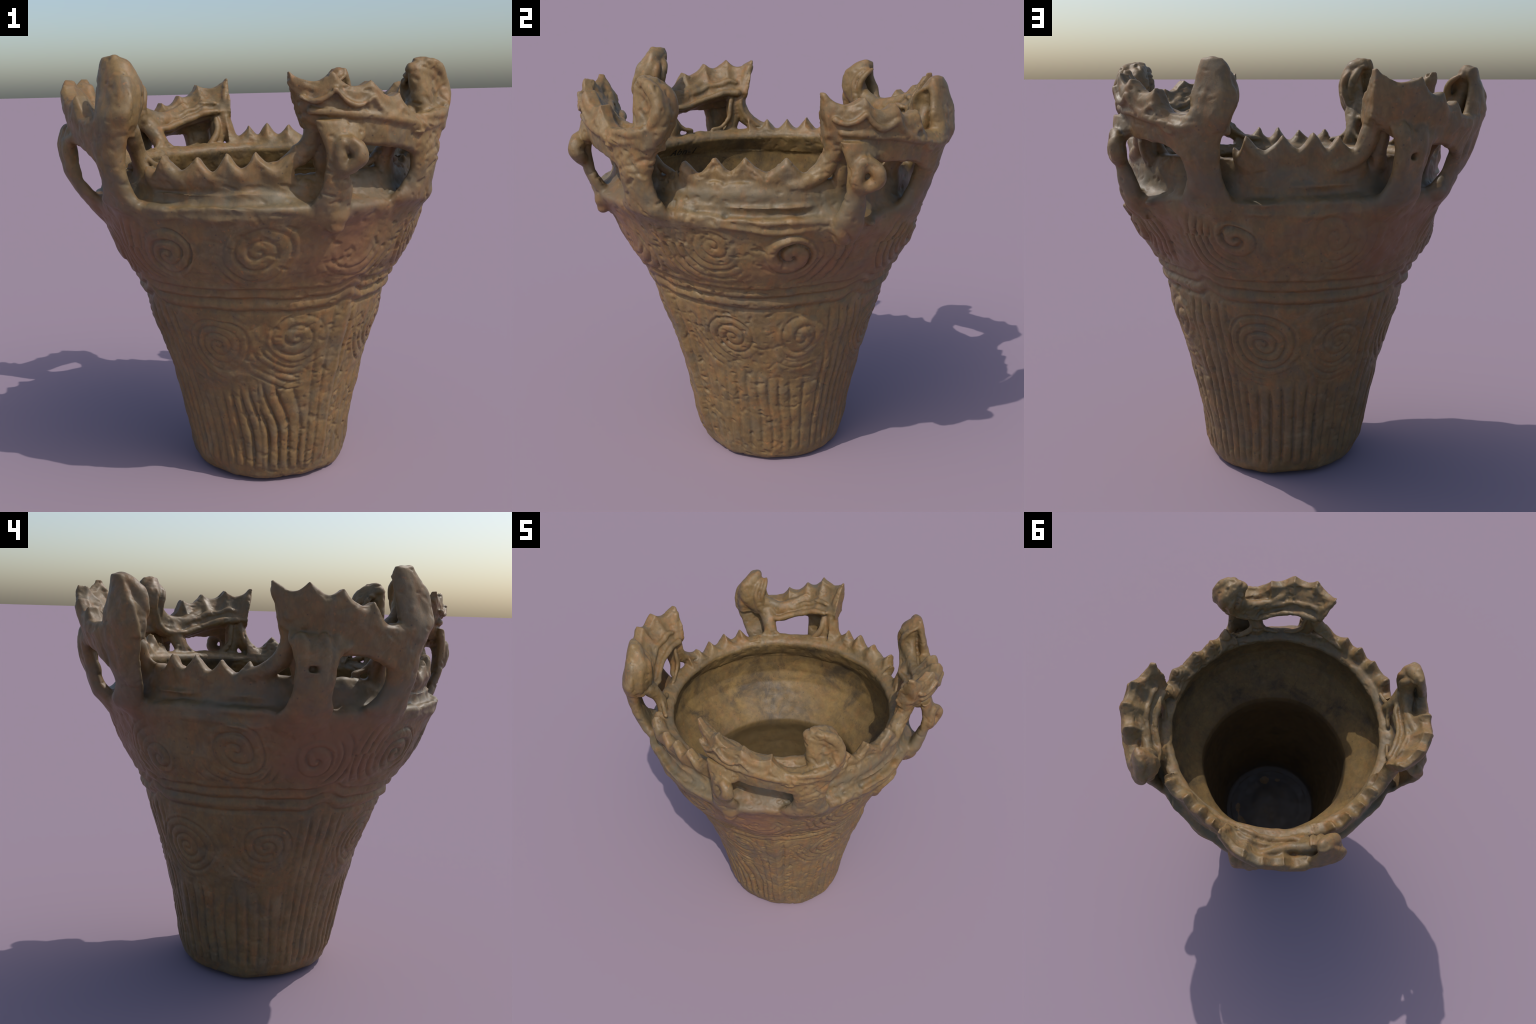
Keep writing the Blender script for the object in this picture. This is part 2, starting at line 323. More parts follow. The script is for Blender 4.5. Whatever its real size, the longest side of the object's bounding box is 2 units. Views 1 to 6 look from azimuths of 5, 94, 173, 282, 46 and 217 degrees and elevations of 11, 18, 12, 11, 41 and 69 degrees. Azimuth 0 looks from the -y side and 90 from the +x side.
    if H['cord']:
        # scalloped cord under the teeth and a straight one below it, on the outer face
        ws = np.linspace(.05, .78, 40)
        zz = scallop(ws, tips, hz, np.array([.048, .048, .048, .04]), 2.0)-.066
        T([(x, float(np.interp(x, w, rt+th+.004))+.004*math.sin(x*9), z, .012, .012) for x, z in zip(ws, zz)], 'crest', 90, 8)
        T([(.10, .848, 1.775, .016, .016), (.25, .885, 1.768, .018, .018), (.45, .912, 1.752, .018, .018), (.65, .918, 1.728, .019, .019), (.85, .918, 1.705, .02, .02), (1.02, .905, 1.725, .016, .016), (1.10, .895, 1.76, .012, .012)], 'crest', 60, 10)
    else:
        T([(.08, .835, 1.79, .010, .02), (.3, .885, 1.772, .012, .02), (.6, .905, 1.745, .012, .02), (.9, .908, 1.715, .012, .02), (1.12, .90, 1.72, .006, .01)], 'crest', 50, 8)

for k, H in enumerate(HANDLES):
    build_handle(k, H)

# lugs: lumps that stand out of the flange below the pillars of the sunny side
for a, r, z, s in ((25.5, .835, 1.355, .05), (25.0, .83, 1.315, .042), (22, .80, 1.37, .05), (128, .82, 1.37, .03), (8, .80, 1.372, .035)):
    c = P(np.full(6, a), np.linspace(r-.05, r+.008, 6), np.linspace(z+.02, z, 6))
    tube(c, s*.7, s, 'body', 10, 1.0, (0, 0, 1))

# ------------------------------------------------------------------ fuse the clay
verts = np.vstack(clay.v)
me = bpy.data.meshes.new('raw'); me.from_pydata(verts.tolist(), [], clay.f); me.update()
bm = bmesh.new(); bm.from_mesh(me); bmesh.ops.recalc_face_normals(bm, faces=bm.faces); bm.to_mesh(me); bm.free()
raw = bpy.data.objects.new('raw', me); bpy.context.scene.collection.objects.link(raw)
bvh = BVHTree.FromPolygons(verts.tolist(), clay.f)
mod = raw.modifiers.new('fuse', 'REMESH'); mod.mode = 'VOXEL'; mod.voxel_size = VOXEL; mod.adaptivity = 0
dg = bpy.context.evaluated_depsgraph_get()
fm = bpy.data.meshes.new_from_object(raw.evaluated_get(dg))
bpy.data.objects.remove(raw)

nv = len(fm.vertices); co = np.empty(nv*3); fm.vertices.foreach_get('co', co); co = co.reshape(-1, 3)
ne = len(fm.edges); ed = np.empty(ne*2, np.int32); fm.edges.foreach_get('vertices', ed); ed = ed.reshape(-1, 2)
deg = np.bincount(ed.ravel(), minlength=nv)[:, None]
def lap(x):
    o = np.empty_like(x)
    for i in range(x.shape[1]):
        o[:, i] = np.bincount(ed[:, 0], x[ed[:, 1], i], nv)+np.bincount(ed[:, 1], x[ed[:, 0], i], nv)
    return o/deg-x
for it in range(7):
    co = co+.55*lap(co); co = co-.53*lap(co)
def gap_hook(c):
    """1 on the hooks, 0 on the crests' teeth"""
    a, _ = polar(c); m = np.zeros(len(c))
    for h in HANDLES:
        w = adiff(a, h['a0'])/(h['a1']-h['a0']); m = np.maximum(m, sstep(w, .82, .9)*(1-sstep(w, 1.35, 1.5)))
    return m
# finger-smoothed joints: soften the shoulder's ledge and the feet of the handles
_, pr = polar(co)
wt = (sstep(co[:, 2], 1.30, 1.35)*(1-sstep(co[:, 2], 1.50, 1.60))*sstep(pr, .722, .755))[:, None]
wt = np.maximum(wt, ((.08+.14*sstep(co[:, 2], 1.78, 1.86)*gap_hook(co))*sstep(co[:, 2], 1.45, 1.55)*(pr > .72))[:, None])
for it in range(24): co = co+.5*wt*lap(co)
def normals(c):
    fm.vertices.foreach_set('co', c.ravel()); fm.update()
    a = np.empty(nv*3); fm.vertices.foreach_get('normal', a); return a.reshape(-1, 3)
nor = normals(co)

# ------------------------------------------------------------------ ornament in relief on the outer wall
def ridge(d, w):
    return np.exp(-(d/w)**2)

OZ = [z for z, _ in OUT]; OR = [r for _, r in OUT]
def wall_xy(A, Z, ac, zc):
    return np.radians(adiff(A, ac))*float(np.interp(zc, OZ, OR)), (Z-zc)*1.05

def cord(u, flat):
    """cross-section of neighbouring cords at integer u: round (flat = 0) or broad with incised lines (flat = 1)"""
    d = np.abs(u-np.round(u))*2                       # 0 on the cord, 1 in the groove
    return (1-flat)*np.sqrt(np.clip(1-d*d, 0, 1))+flat*(1-np.exp(-((1-d)/.28)**2))

def spiral(A, Z, ac, zc, R, pitch, turn, phase, flat=.5):
    """clay cord wound in a spiral; returns (relief 0..1, coverage 0..1)"""
    x, y = wall_xy(A, Z, ac, zc)
    r = np.hypot(x, y); th = np.arctan2(y, x)
    c = cord(r/pitch-turn*th/(2*np.pi)+phase, flat)
    cov = 1-sstep(r, R*.97, R*1.06)
    return (c-.55)*cov, cov

def sweep(A, Z, ac, zc, r0, r1, pitch, a0, a1, flat=.3):
    """parallel cords that bend round a centre between two angles (degrees, 0 = towards larger azimuth)"""
    x, y = wall_xy(A, Z, ac, zc)
    r = np.hypot(x, y); th = np.degrees(np.arctan2(y, x)); m = (a0+a1)/2; h = (a1-a0)/2
    cov = sstep(r, r0-.012, r0+.012)*(1-sstep(r, r1-.03, r1+.015))*(1-sstep(np.abs(adiff(th, m)), h*.6, h))
    return (cord((r-r0)/pitch+.0012*th, flat)-.5)*cov, cov

def relief(c, nrm):
    A, r = polar(c); Z = c[:, 2]
    slope = nrm[:, 0]*np.sin(np.radians(A))-nrm[:, 1]*np.cos(np.radians(A))
    ref = np.interp(Z, OZ, OR)
    on = (slope > .25)*(1-sstep(Z, 1.33, 1.38))*(r > ref-.07)*sstep(Z, .015, .06)
    n1 = vnoise(c, 3.2, 3); n2 = vnoise(c, 7.5, 4); n3 = vnoise(c, 5., 5); n4 = vnoise(c, 11., 8)
    wa = n1*1.3+n2*.8; wz = (n3*.010+n4*.006)                   # hand-made wander: degrees, metres
    worn = np.clip(.75+.9*vnoise(c, 4.5, 12)+.5*vnoise(c, 13, 13), .05, 1.4)
    A2 = A+wa*1.5; Z2 = Z+wz*1.5
    h = np.zeros(len(c)); cover = np.zeros(len(c))
    # spirals of the lower wall, two in each panel, with bands that bend round them
    for ac, zc, R, pit, tn, ph, amp, fl in ((344, .735, .165, .040, 1, .0, .007, .9), (20, .775, .122, .054, -1, .1, .017, .0),
                                            (74.5, .742, .135, .044, 1, .1, .010, .5), (110.5, .765, .115, .056, -1, .3, .017, .0),
                                            (163.5, .718, .172, .042, 1, .0, .009, .9), (200.5, .712, .125, .042, -1, .2, .006, .8),
                                            (244.8, .702, .170, .042, 1, .1, .010, .6), (285.5, .733, .130, .040, -1, .4, .007, .8)):
        s, cv = spiral(A2, Z2, ac, zc, R, pit, tn, ph, fl)
        h += s*amp*(.55+.45*worn); cover = np.maximum(cover, cv)
    for ac, zc, r0, r1, p, a0, a1, am in ((344, .735, .175, .27, .036, 175, 260, .008), (20, .775, .135, .30, .040, 195, 285, .014), (20, .775, .14, .2, .04, 285, 350, .008),
                                          (74.5, .742, .15, .24, .036, 150, 255, .008), (110.5, .765, .13, .22, .036, 190, 350, .008), (163.5, .718, .182, .26, .036, 170, 280, .006),
                                          (200.5, .712, .14, .22, .036, 200, 350, .006), (244.8, .702, .18, .26, .036, 160, 270, .006), (285.5, .733, .145, .24, .038, 195, 345, .009)):
        s, cv = sweep(A2, Z2, ac, zc, r0, r1, p, a0, a1)
        s = s*(1-cover); h += s*am*worn; cover = np.maximum(cover, cv*.8)
    # upright reeds below, and in the dividers that run up to the belt
    div = np.zeros(len(c))
    for d0, d1 in ((27, 50), (121, 147), (211, 231), (299, 322)):
        div = np.maximum(div, 1-sstep(np.abs(adiff(A, (d0+d1)/2)), (d1-d0)/2-3, (d1-d0)/2+2))
    wr = wa*1.1+vnoise(c*[1, 1, .45], 6, 31)*1.4
    bend = 9*ridge(adiff(A, 6), 16)*sstep(Z, .25, .6)                # the reeds lean below the double spiral
    reed = cord((A+wr+bend)/7.0, .45)-.5; reed2 = cord((A+wr*.6)/5.3, .4)-.5
    amp = np.clip(.014+.008*vnoise(c*[1, 1, .3], 5, 11)+.010*ridge(adiff(A, 6), 14), .004, .025)
    edge = .50+.07*vnoise(c*[1, 1, 0], 6, 6)+.04*ridge(adiff(A, 2), 10)
    low = 1-sstep(Z, edge-.05, edge+.05)
    foot = sstep(Z, .05, .10)
    h += (reed*amp*low*(1-div)*(1-cover)+reed2*.013*div*(1-sstep(Z, .86, .92))*(1-cover*.5))*foot*(.5+.5*worn)
    # one bold seam runs down the front under the first handle
    seam = ridge(adiff(A+wa*.8, 40.5), 2.6)
    h = h*(1-seam*.7*(Z < .95))+.009*ridge(adiff(A+wa*.8, 40.5), 2.0)*(.5+.5*worn)*sstep(Z, .06, .14)*(1-sstep(Z, .95, 1.05))
    # belt of cords round the waist, broken and dipping below the handles
    notch = np.zeros(len(c))
    for ac in (40, 138, 228, 309): notch = np.maximum(notch, ridge(adiff(A, ac), 5))
    zz = Z+.004*n1+.004*n2-.035*notch
    bw_ = (1-.55*notch)*(.7+.3*worn)
    h += (.016*ridge(zz-.948, .021)+.010*ridge(zz-1.0, .014)-.007*ridge(zz-.975, .008)-.010*ridge(zz-.914, .010)-.006*ridge(zz-1.024, .009)+.007*ridge(zz-1.046, .013))*bw_
    # scrolls of the upper wall and the cords that stream down to them from the handles
    up = sstep(Z, 1.05, 1.09)
    c2 = np.zeros(len(c))
    for ac, zc, R, pit, tn, ph, amp, fl in ((333, 1.195, .125, .046, 1, .1, .010, .6), (4.5, 1.205, .15, .055, -1, .2, .008, .7), (103, 1.222, .118, .080, -1, .35, .040, .0),
                                            (75, 1.26, .10, .046, 1, .0, .008, .5), (157, 1.235, .08, .052, -1, .1, .022, .0), (190, 1.25, .12, .055, 1, .2, .005, .8),
                                            (243, 1.155, .075, .050, 1, .4, .016, .1), (272, 1.21, .13, .050, 1, .1, .009, .6), (300, 1.18, .085, .055, -1, .2, .012, .4)):
        s, cv = spiral(A2, Z2, ac, zc, R, pit, tn, ph, fl); h += s*amp*1.35*up*(.4+.6*worn); c2 = np.maximum(c2, cv)
    for ac, zc, r0, r1, p, a0, a1, am in ((333, 1.195, .135, .27, .040, 130, 270, .010), (4.5, 1.205, .155, .22, .05, 200, 330, .012), (103, 1.222, .13, .30, .046, -100, 55, .013),
                                          (75, 1.26, .11, .27, .042, 150, 330, .013), (157, 1.235, .10, .27, .040, 140, 285, .014), (190, 1.25, .13, .25, .048, 240, 380, .007),
                                          (243, 1.155, .09, .2, .04, 90, 250, .007), (272, 1.21, .14, .25, .045, 190, 350, .010), (300, 1.18, .10, .2, .042, -80, 60, .010), (36, 1.25, .10, .26, .042, 200, 340, .010)):
        s, cv = sweep(A2, Z2, ac, zc, r0, r1, p, a0, a1); s = s*(1-c2); h += s*am*1.35*up*(.35+.65*worn); c2 = np.maximum(c2, cv*.9)
    # swelling clay under the boldest scrolls
    for ac, zc, R, am in ((103, 1.222, .11, .012), (157, 1.235, .10, .012), (243, 1.155, .09, .010), (300, 1.18, .10, .008), (333, 1.195, .14, .008), (4.5, 1.205, .15, .008), (20, .775, .13, .008), (110.5, .765, .12, .007)):
        x, y = wall_xy(A, Z, ac, zc); h += am*np.exp(-(np.hypot(x, y)/R)**2)
    # worn coils on the collar and the ledge between the handles
    gap = np.ones(len(c))
    for hd in HANDLES: gap = np.minimum(gap, np.maximum(sstep(-adiff(A, hd['a0']+4), 0, 9), sstep(adiff(A, hd['a1']+4), 0, 9)))
    col = gap*(r > .70)*(r < .85)*(Z > 1.30)*(Z < 1.53)*(slope > -.3)
    coil = .013*ridge(Z-1.452-n1*.012, .013)+.012*ridge(Z-1.392-n2*.010, .016)-.008*ridge(Z-1.422-n1*.01, .010)+.009*ridge(Z-1.345-n3*.02, .014)
    h = h*on+coil*col*np.clip(worn+.5*vnoise(c, 8, 51), .1, 1.5)
    return h

def craggy(c, nrm):
    """uneven hand-worked surface, pitted most on the sunny side"""
    A, r = polar(c)
    pit = .35+.65*np.exp(-(adiff(A, 60)/55)**2)
    top = sstep(c[:, 2], 1.40, 1.55)
    n1 = vnoise(c, 9, 21)*.0035+vnoise(c, 22, 22)*(.0028+.0012*top)+top*vnoise(c, 14, 27)*.0045
    n2 = vnoise(c, 55, 23)*.0015*pit+(vnoise(c, 6, 45)*.010+vnoise(c, 17, 46)*.006)*np.exp(-((c[:, 2]-1.39)/.06)**2)
    pit = pit*(1-.8*np.exp(-(adiff(A, 40)/4)**2))
    n3 = -np.clip(vnoise(c, 38, 24)-.42, 0, 1)*.016*pit-np.clip(vnoise(c*[1, 1, 2.2], 26, 28)-.5, 0, 1)*.020*pit
    out = (r > np.interp(c[:, 2], [z for z, _ in INN][::-1], [q for _, q in INN][::-1])+.03) | (c[:, 2] > 1.42)
    floor = (r < .30)*(c[:, 2] < .14)*(nrm[:, 2] > .3)
    lump = floor*(vnoise(c, 13, 41)*.010+np.abs(vnoise(c, 7, 42))*-.010)
    foot = (1-sstep(c[:, 2], .03, .13))*(r > .33)*(vnoise(c*[1, 1, .2], 7, 43)*.010-.003)
    step = np.exp(-((c[:, 2]-1.0)/.06)**2)*(~out)*vnoise(c, 5, 44)*.010
    return (n1+(n2+n3)*out)*np.where(out, 1, .7)+lump+foot+step

co = co+nor*relief(co, nor)[:, None]
co = co+.4*lap(co)*(co[:, 2:3] < 1.34)
nor = normals(co)
co = co+nor*craggy(co, nor)[:, None]
co[:, 2] -= co[:, 2].min()
co[:, 2] *= 2.0/co[:, 2].max() if abs(co[:, 2].max()-2) < .05 else 1
nor = normals(co)

# ------------------------------------------------------------------ materials
def new_mat(name):
    m = bpy.data.materials.new(name); m.use_nodes = True
    return m, m.node_tree.nodes, m.node_tree.links, m.node_tree.nodes['Principled BSDF']

def clay_material(name, ochre, umber, rust, slate, rust_amt, slate_amt, rough=.62, streak=(1, 1, .62), dark=0.0, bump=.25):
    m, N, L, bsdf = new_mat(name)
    tc = N.new('ShaderNodeTexCoord'); mp = N.new('ShaderNodeMapping'); L.new(tc.outputs['Object'], mp.inputs[0]); mp.inputs['Scale'].default_value = streak
    def noise(scale, detail, src=tc.outputs['Object'], rough=.6, dist=0.0):
        n = N.new('ShaderNodeTexNoise'); n.inputs['Scale'].default_value = scale; n.inputs['Detail'].default_value = detail
        n.inputs['Roughness'].default_value = rough; n.inputs['Distortion'].default_value = dist; L.new(src, n.inputs['Vector']); return n.outputs['Fac']
    def ramp(v, stops):
        r = N.new('ShaderNodeValToRGB'); e = r.color_ramp.elements
        while len(e) < len(stops): e.new(.5)
        for q, (p, c) in zip(e, stops): q.position = p; q.color = c
        L.new(v, r.inputs[0]); return r.outputs['Color']
    def mix(f, a, b, mode='MIX'):
        x = N.new('ShaderNodeMix'); x.data_type = 'RGBA'; x.blend_type = mode
        for s, v in ((x.inputs[0], f), (x.inputs[6], a), (x.inputs[7], b)):
            if hasattr(v, 'links'): L.new(v, s)
            else: s.default_value = v if not isinstance(v, (tuple, list)) else (*v, 1)
        return x.outputs[2]
    bw = lambda lo, hi: [(lo, (0, 0, 0, 1)), (hi, (1, 1, 1, 1))]
    col = mix(ramp(noise(3.2, 5, dist=.6), bw(.36, .66)), ochre, umber)
    col = mix(ramp(noise(14, 6, mp.outputs[0], .65, .8), [(.47, (0, 0, 0, 1)), (.66, (rust_amt,)*3+(1,))]), col, rust)
    col = mix(ramp(noise(9, 6, mp.outputs[0], .65, 1.0), [(.48, (0, 0, 0, 1)), (.66, (slate_amt,)*3+(1,))]), col, slate)
    tone = ramp(noise(34, 7, mp.outputs[0], .75, .6), [(.28, (.74, .76, .78, 1)), (.72, (1.24, 1.2, 1.12, 1))])
    col = mix(1.0, col, tone, 'MULTIPLY')
    # small fired-orange flecks where the skin has flaked
    fl = ramp(noise(46, 3, rough=.5), [(.66, (0, 0, 0, 1)), (.72, (.7*rust_amt,)*3+(1,))])
    col = mix(fl, col, (.36, .15, .05))
    col = mix(ramp(noise(6.5, 7, rough=.7, dist=.9), [(.54, (0, 0, 0, 1)), (.70, (.55 if rust_amt > .5 else .12,)*3+(1,))]), col, (.245, .180, .098))
    vor = N.new('ShaderNodeTexVoronoi'); vor.inputs['Scale'].default_value = 26; L.new(tc.outputs['Object'], vor.inputs['Vector'])
    col = mix(ramp(vor.outputs['Distance'], [(.05, (.55, .55, .55, 1)), (.13, (0, 0, 0, 1))]), col, (.03, .025, .03))
    return m, N, L, bsdf, tc, mp, noise, ramp, mix, bw, col, rough, bump

def finish(m, N, L, bsdf, noise, ramp, col, rough, bump):
    L.new(col, bsdf.inputs['Base Color'])
    L.new(ramp(noise(18, 4), [(.3, (rough-.1,)*3+(1,)), (.7, (rough+.12,)*3+(1,))]), bsdf.inputs['Roughness'])
    bsdf.inputs['Specular IOR Level'].default_value = .4
    b = N.new('ShaderNodeBump'); b.inputs['Strength'].default_value = bump; b.inputs['Distance'].default_value = .006
    L.new(noise(60, 8, rough=.72, dist=.5), b.inputs['Height']); L.new(b.outputs[0], bsdf.inputs['Normal'])
    return m

OCHRE, UMBER, RUST, SLATE = (.202, .131, .053), (.146, .094, .041), (.245, .116, .040), (.122, .102, .066)
# outer clay: reddened by fire in a belt of patches under and around the handles
a = clay_material('fired_clay', OCHRE, UMBER, RUST, SLATE, .6, .62, .5)
m, N, L, bsdf, tc, mp, noise, ramp, mix, bw, col, rough, bump = a
sep = N.new('ShaderNodeSeparateXYZ'); L.new(tc.outputs['Object'], sep.inputs[0])
zband = ramp(sep.outputs['Z'], [(0, (0, 0, 0, 1)), (1, (0, 0, 0, 1))])
mr = N.new('ShaderNodeMapRange'); mr.interpolation_type = 'SMOOTHSTEP'
sub = N.new('ShaderNodeMath'); sub.operation = 'SUBTRACT'; L.new(sep.outputs['Z'], sub.inputs[0]); sub.inputs[1].default_value = 1.22
ab = N.new('ShaderNodeMath'); ab.operation = 'ABSOLUTE'; L.new(sub.outputs[0], ab.inputs[0])
L.new(ab.outputs[0], mr.inputs[0]); mr.inputs[1].default_value = .34; mr.inputs[2].default_value = .05; mr.inputs[3].default_value = 0; mr.inputs[4].default_value = .75
mm = N.new('ShaderNodeMath'); mm.operation = 'MULTIPLY'; L.new(mr.outputs[0], mm.inputs[0])
# strongest in the four handle sectors
at = N.new('ShaderNodeMath'); at.operation = 'ARCTAN2'; L.new(sep.outputs['X'], at.inputs[0])
ny = N.new('ShaderNodeMath'); ny.operation = 'MULTIPLY'; ny.inputs[1].default_value = -1; L.new(sep.outputs['Y'], ny.inputs[0]); L.new(ny.outputs[0], at.inputs[1])
m4 = N.new('ShaderNodeMath'); m4.operation = 'MULTIPLY_ADD'; m4.inputs[1].default_value = 4; m4.inputs[2].default_value = -math.radians(4*38); L.new(at.outputs[0], m4.inputs[0])
cs = N.new('ShaderNodeMath'); cs.operation = 'COSINE'; L.new(m4.outputs[0], cs.inputs[0])
ad = N.new('ShaderNodeMath'); ad.operation = 'MULTIPLY_ADD'; ad.inputs[1].default_value = .13; L.new(cs.outputs[0], ad.inputs[0]); L.new(noise(2.3, 4, dist=.4), ad.inputs[2])
L.new(ramp(ad.outputs[0], bw(.42, .64)), mm.inputs[1])
col = mix(mm.outputs[0], col, (.20, .094, .047))
# grey-green patina on the collar
mp2 = N.new('ShaderNodeMapRange'); mp2.interpolation_type = 'SMOOTHSTEP'
s2 = N.new('ShaderNodeMath'); s2.operation = 'SUBTRACT'; L.new(sep.outputs['Z'], s2.inputs[0]); s2.inputs[1].default_value = 1.44
a2 = N.new('ShaderNodeMath'); a2.operation = 'ABSOLUTE'; L.new(s2.outputs[0], a2.inputs[0])
L.new(a2.outputs[0], mp2.inputs[0]); mp2.inputs[1].default_value = .13; mp2.inputs[2].default_value = .03; mp2.inputs[3].default_value = 0; mp2.inputs[4].default_value = .75
m5 = N.new('ShaderNodeMath'); m5.operation = 'MULTIPLY'; L.new(mp2.outputs[0], m5.inputs[0]); L.new(ramp(noise(5, 6, rough=.65, dist=.6), bw(.40, .62)), m5.inputs[1])
col = mix(m5.outputs[0], col, (.118, .103, .068))
# greyer, darker tint in the grooves, paler ochre on the cords
geo = N.new('ShaderNodeNewGeometry')
col = mix(ramp(geo.outputs['Pointiness'], [(.40, (.75, .75, .75, 1)), (.488, (0, 0, 0, 1))]), col, (.104, .088, .064))
col = mix(ramp(geo.outputs['Pointiness'], [(.512, (0, 0, 0, 1)), (.575, (.6, .6, .6, 1))]), col, (.245, .155, .072))
CLAY = finish(m, N, L, bsdf, noise, ramp, col, rough, bump)
# inside: smooth golden brown with soot clouds
a = clay_material('inner_clay', (.215, .140, .052), (.135, .088, .036), (.22, .11, .04), (.11, .085, .05), .4, .4, .58, (1, 1, 1))
m, N, L, bsdf, tc, mp, noise, ramp, mix, bw, col, rough, bump = a
col = mix(ramp(noise(4.2, 7, rough=.68, dist=.5), [(.48, (0, 0, 0, 1)), (.66, (.85, .85, .85, 1))]), col, (.05, .038, .026))
col = mix(ramp(noise(11, 8, rough=.75, dist=1.2), [(.52, (0, 0, 0, 1)), (.7, (.5, .5, .5, 1))]), col, (.25, .165, .062))
sep = N.new('ShaderNodeSeparateXYZ'); L.new(tc.outputs['Object'], sep.inputs[0])
# hairline cracks
dv = N.new('ShaderNodeVectorMath'); dv.operation = 'ADD'; dn = N.new('ShaderNodeTexNoise'); dn.inputs['Scale'].default_value = 5; dn.inputs['Detail'].default_value = 6
L.new(tc.outputs['Object'], dn.inputs['Vector']); dm = N.new('ShaderNodeVectorMath'); dm.operation = 'SCALE'; dm.inputs['Scale'].default_value = .35
L.new(dn.outputs['Color'], dm.inputs[0]); L.new(dm.outputs[0], dv.inputs[0]); L.new(tc.outputs['Object'], dv.inputs[1])
ck = N.new('ShaderNodeTexVoronoi'); ck.feature = 'DISTANCE_TO_EDGE'; ck.inputs['Scale'].default_value = 2.3; L.new(dv.outputs[0], ck.inputs['Vector'])
cm = N.new('ShaderNodeMath'); cm.operation = 'MULTIPLY'; L.new(ramp(ck.outputs['Distance'], [(.003, (.35, .35, .35, 1)), (.010, (0, 0, 0, 1))]), cm.inputs[0]); L.new(ramp(noise(3.0, 3), bw(.46, .56)), cm.inputs[1])
col = mix(cm.outputs[0], col, (.03, .022, .014))
# the well below the inner step is coloured darker
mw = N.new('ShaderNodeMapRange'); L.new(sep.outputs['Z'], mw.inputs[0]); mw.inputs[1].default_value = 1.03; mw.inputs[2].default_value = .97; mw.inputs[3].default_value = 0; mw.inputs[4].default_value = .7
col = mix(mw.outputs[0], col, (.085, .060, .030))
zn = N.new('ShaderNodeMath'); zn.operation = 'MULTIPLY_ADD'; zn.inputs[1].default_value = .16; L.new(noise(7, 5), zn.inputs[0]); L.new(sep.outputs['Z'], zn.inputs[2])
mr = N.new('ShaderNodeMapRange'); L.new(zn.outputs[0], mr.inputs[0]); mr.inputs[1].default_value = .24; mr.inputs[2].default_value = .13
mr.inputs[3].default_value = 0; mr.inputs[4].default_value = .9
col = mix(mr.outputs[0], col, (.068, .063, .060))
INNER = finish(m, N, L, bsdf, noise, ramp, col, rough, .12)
m, N, L, bsdf = new_mat('ink'); bsdf.inputs['Base Color'].default_value = (.02, .016, .014, 1); bsdf.inputs['Roughness'].default_value = .7
nz = N.new('ShaderNodeTexNoise'); nz.inputs['Scale'].default_value = 60
rp = N.new('ShaderNodeValToRGB'); rp.color_ramp.elements[0].color = (.014, .011, .010, 1); rp.color_ramp.elements[1].color = (.04, .03, .022, 1)
tcn = N.new('ShaderNodeTexCoord'); L.new(tcn.outputs['Object'], nz.inputs['Vector']); L.new(nz.outputs['Fac'], rp.inputs[0]); L.new(rp.outputs[0], bsdf.inputs['Base Color'])
INK = m

# ------------------------------------------------------------------ part the fused surface by region
np_ = len(fm.polygons)
lt = np.empty(np_, np.int32); fm.polygons.foreach_get('loop_total', lt); assert (lt == 4).all()
fv = np.empty(np_*4, np.int32); fm.loops.foreach_get('vertex_index', fv); fv = fv.reshape(-1, 4)
fc = co[fv].mean(1); fnrm = nor[fv].mean(1)
fa, fr = polar(fc)
names = sorted(set(clay.tag)); tid = {t: i for i, t in enumerate(names)}
ptag = np.array([tid[t] for t in clay.tag])
lab = np.empty(np_, np.int32)
low = fc[:, 2] < 1.27
facing = fnrm[:, 0]*np.sin(np.radians(fa))-fnrm[:, 1]*np.cos(np.radians(fa))
inner_r = np.interp(fc[:, 2], [z for z, _ in INN][::-1], [q for _, q in INN][::-1])
lab[low] = np.where((fr[low] < inner_r[low]+.03) & (fc[low, 2] > .04), tid['inner_wall'], tid['body'])
for i in np.where(~low)[0]:
    _, _, j, _ = bvh.find_nearest(Vector(fc[i]))
    lab[i] = ptag[j]
# tidy ragged borders: majority vote over neighbouring faces
for it in range(4):
    cnt = np.zeros((nv, len(names)), np.int16)
    np.add.at(cnt, (fv.ravel(), np.repeat(lab, 4)), 1)
    lab = cnt[fv].sum(1).argmax(1)

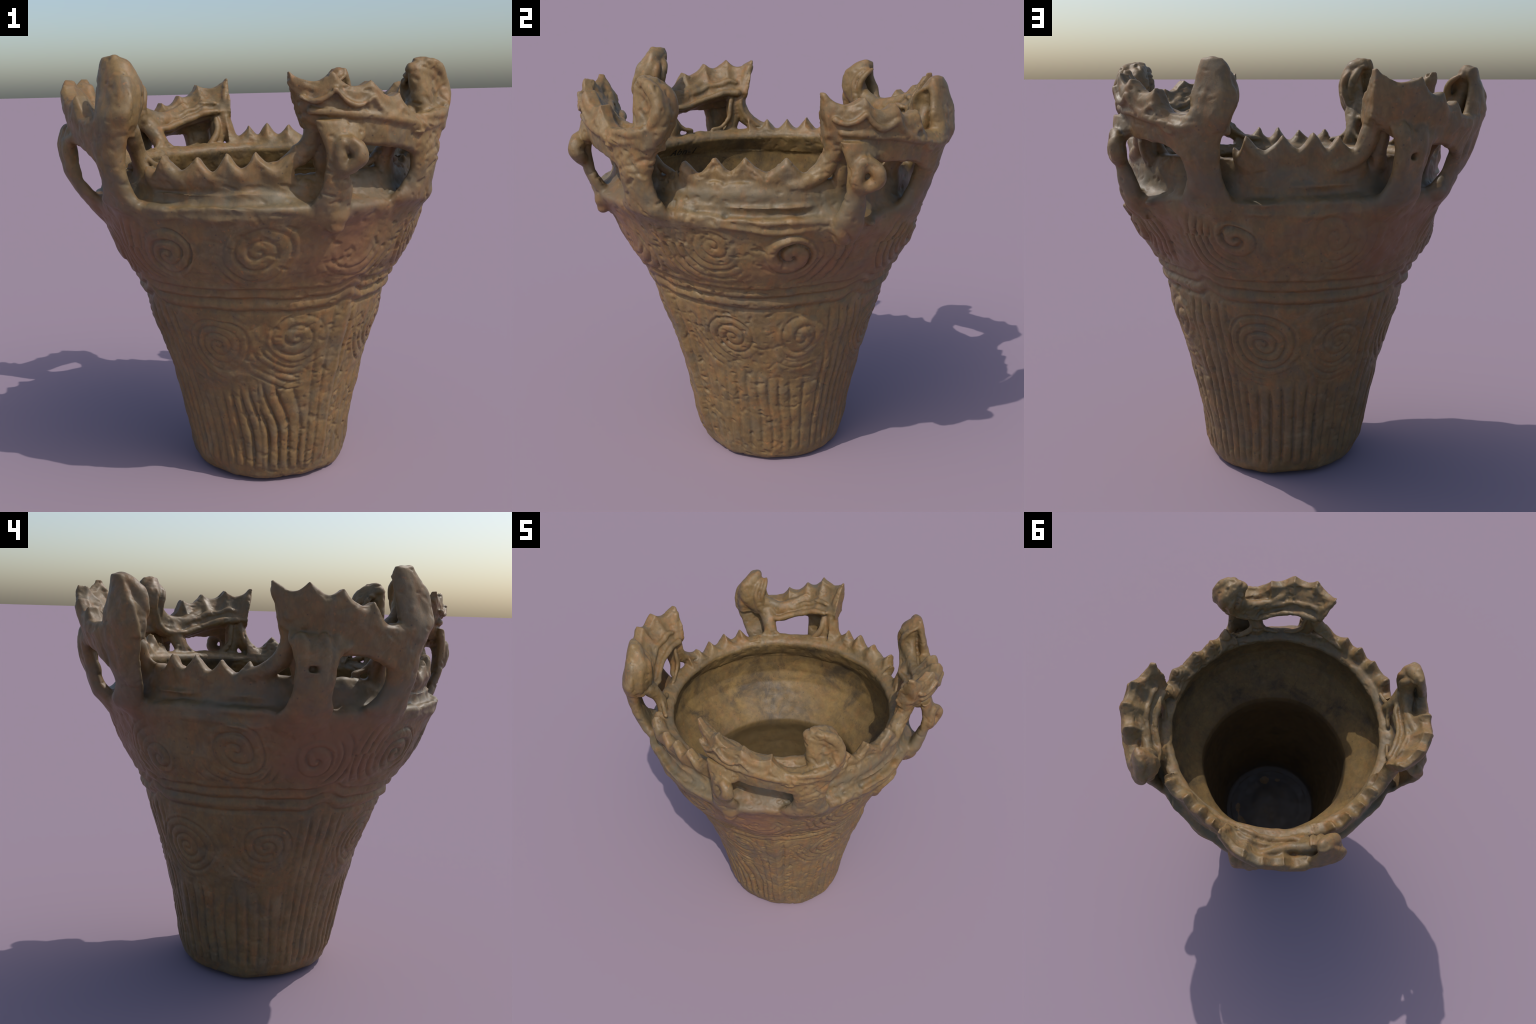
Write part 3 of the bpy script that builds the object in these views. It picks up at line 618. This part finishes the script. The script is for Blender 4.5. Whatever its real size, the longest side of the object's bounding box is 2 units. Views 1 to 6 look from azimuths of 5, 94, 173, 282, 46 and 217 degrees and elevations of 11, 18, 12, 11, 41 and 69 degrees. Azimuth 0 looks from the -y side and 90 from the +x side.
root = bpy.data.objects.new('flame_rimmed_clay_pot', None); bpy.context.scene.collection.objects.link(root)
root['label'] = 'tall brown clay pot with toothed rim and four crested handles'
root['category'] = 'pot'
def part(name, t, mat, parent):
    sel = np.where(lab == tid[t])[0]
    if len(sel) == 0: return None
    used = np.unique(fv[sel]); mp_ = np.full(nv, -1); mp_[used] = np.arange(len(used))
    q = bpy.data.meshes.new(name)
    q.vertices.add(len(used)); q.vertices.foreach_set('co', co[used].ravel())
    q.loops.add(len(sel)*4); q.loops.foreach_set('vertex_index', mp_[fv[sel]].ravel().astype(np.int32))
    q.polygons.add(len(sel)); q.polygons.foreach_set('loop_start', np.arange(len(sel), dtype=np.int32)*4)
    q.update(calc_edges=True); q.validate()
    q.polygons.foreach_set('use_smooth', np.ones(len(sel), bool))
    q.materials.append(mat)
    q.normals_split_custom_set_from_vertices(nor[used].tolist())
    o = bpy.data.objects.new(name, q); bpy.context.scene.collection.objects.link(o); o.parent = parent
    return o
part('body', 'body', CLAY, root)
inner = part('inner_wall', 'inner_wall', INNER, root)
rim = part('rim', 'rim', CLAY, root)
for i in range(16): part('rim_tooth', 'tooth:%d' % i, CLAY, rim)
for k in range(4):
    hd = part('handle', 'crest:%d' % k, CLAY, root)
    for p in ('hook', 'strut', 'pillar'): part(p, '%s:%d' % (p, k), CLAY, hd)

# ------------------------------------------------------------------ inked mark inside the rim
cu = bpy.data.curves.new('inscription', 'FONT'); cu.body = 'Abn-1'; cu.size = .055; cu.shear = .35; cu.extrude = .0015; cu.space_character = 1.15
to = bpy.data.objects.new('t', cu); bpy.context.scene.collection.objects.link(to)
dg = bpy.context.evaluated_depsgraph_get(); dg.update()
tm = bpy.data.meshes.new_from_object(to.evaluated_get(dg)); bpy.data.objects.remove(to)
bm = bmesh.new(); bm.from_mesh(tm); bmesh.ops.subdivide_edges(bm, edges=bm.edges, cuts=1)
itree = BVHTree.FromPolygons(co.tolist(), fv[lab == tid['inner_wall']].tolist())
x0 = [v.co.x for v in bm.verts]; cxm = (min(x0)+max(x0))/2; sc = .165/(max(x0)-min(x0))
for v in bm.verts:
    a = 318-math.degrees((v.co.x-cxm)*sc/.66); z = 1.415+v.co.y*sc*.9
    d = P(a, 1.0, z)-P(a, 0, z); o = P(a, .3, z)
    hit = itree.ray_cast(Vector(o), Vector(d))
    dist = hit[3] if hit[0] is not None else .36
    v.co = Vector(o+d*(dist-.001-(v.co.z+.0015)*.5))
bm.to_mesh(tm); bm.free(); tm.materials.append(INK)
ins = bpy.data.objects.new('inscription', tm); bpy.context.scene.collection.objects.link(ins); ins.parent = inner
print('verts', nv, 'faces', np_, 'z', co[:, 2].min(), co[:, 2].max(), 'x', co[:, 0].min(), co[:, 0].max(), 'y', co[:, 1].min(), co[:, 1].max())
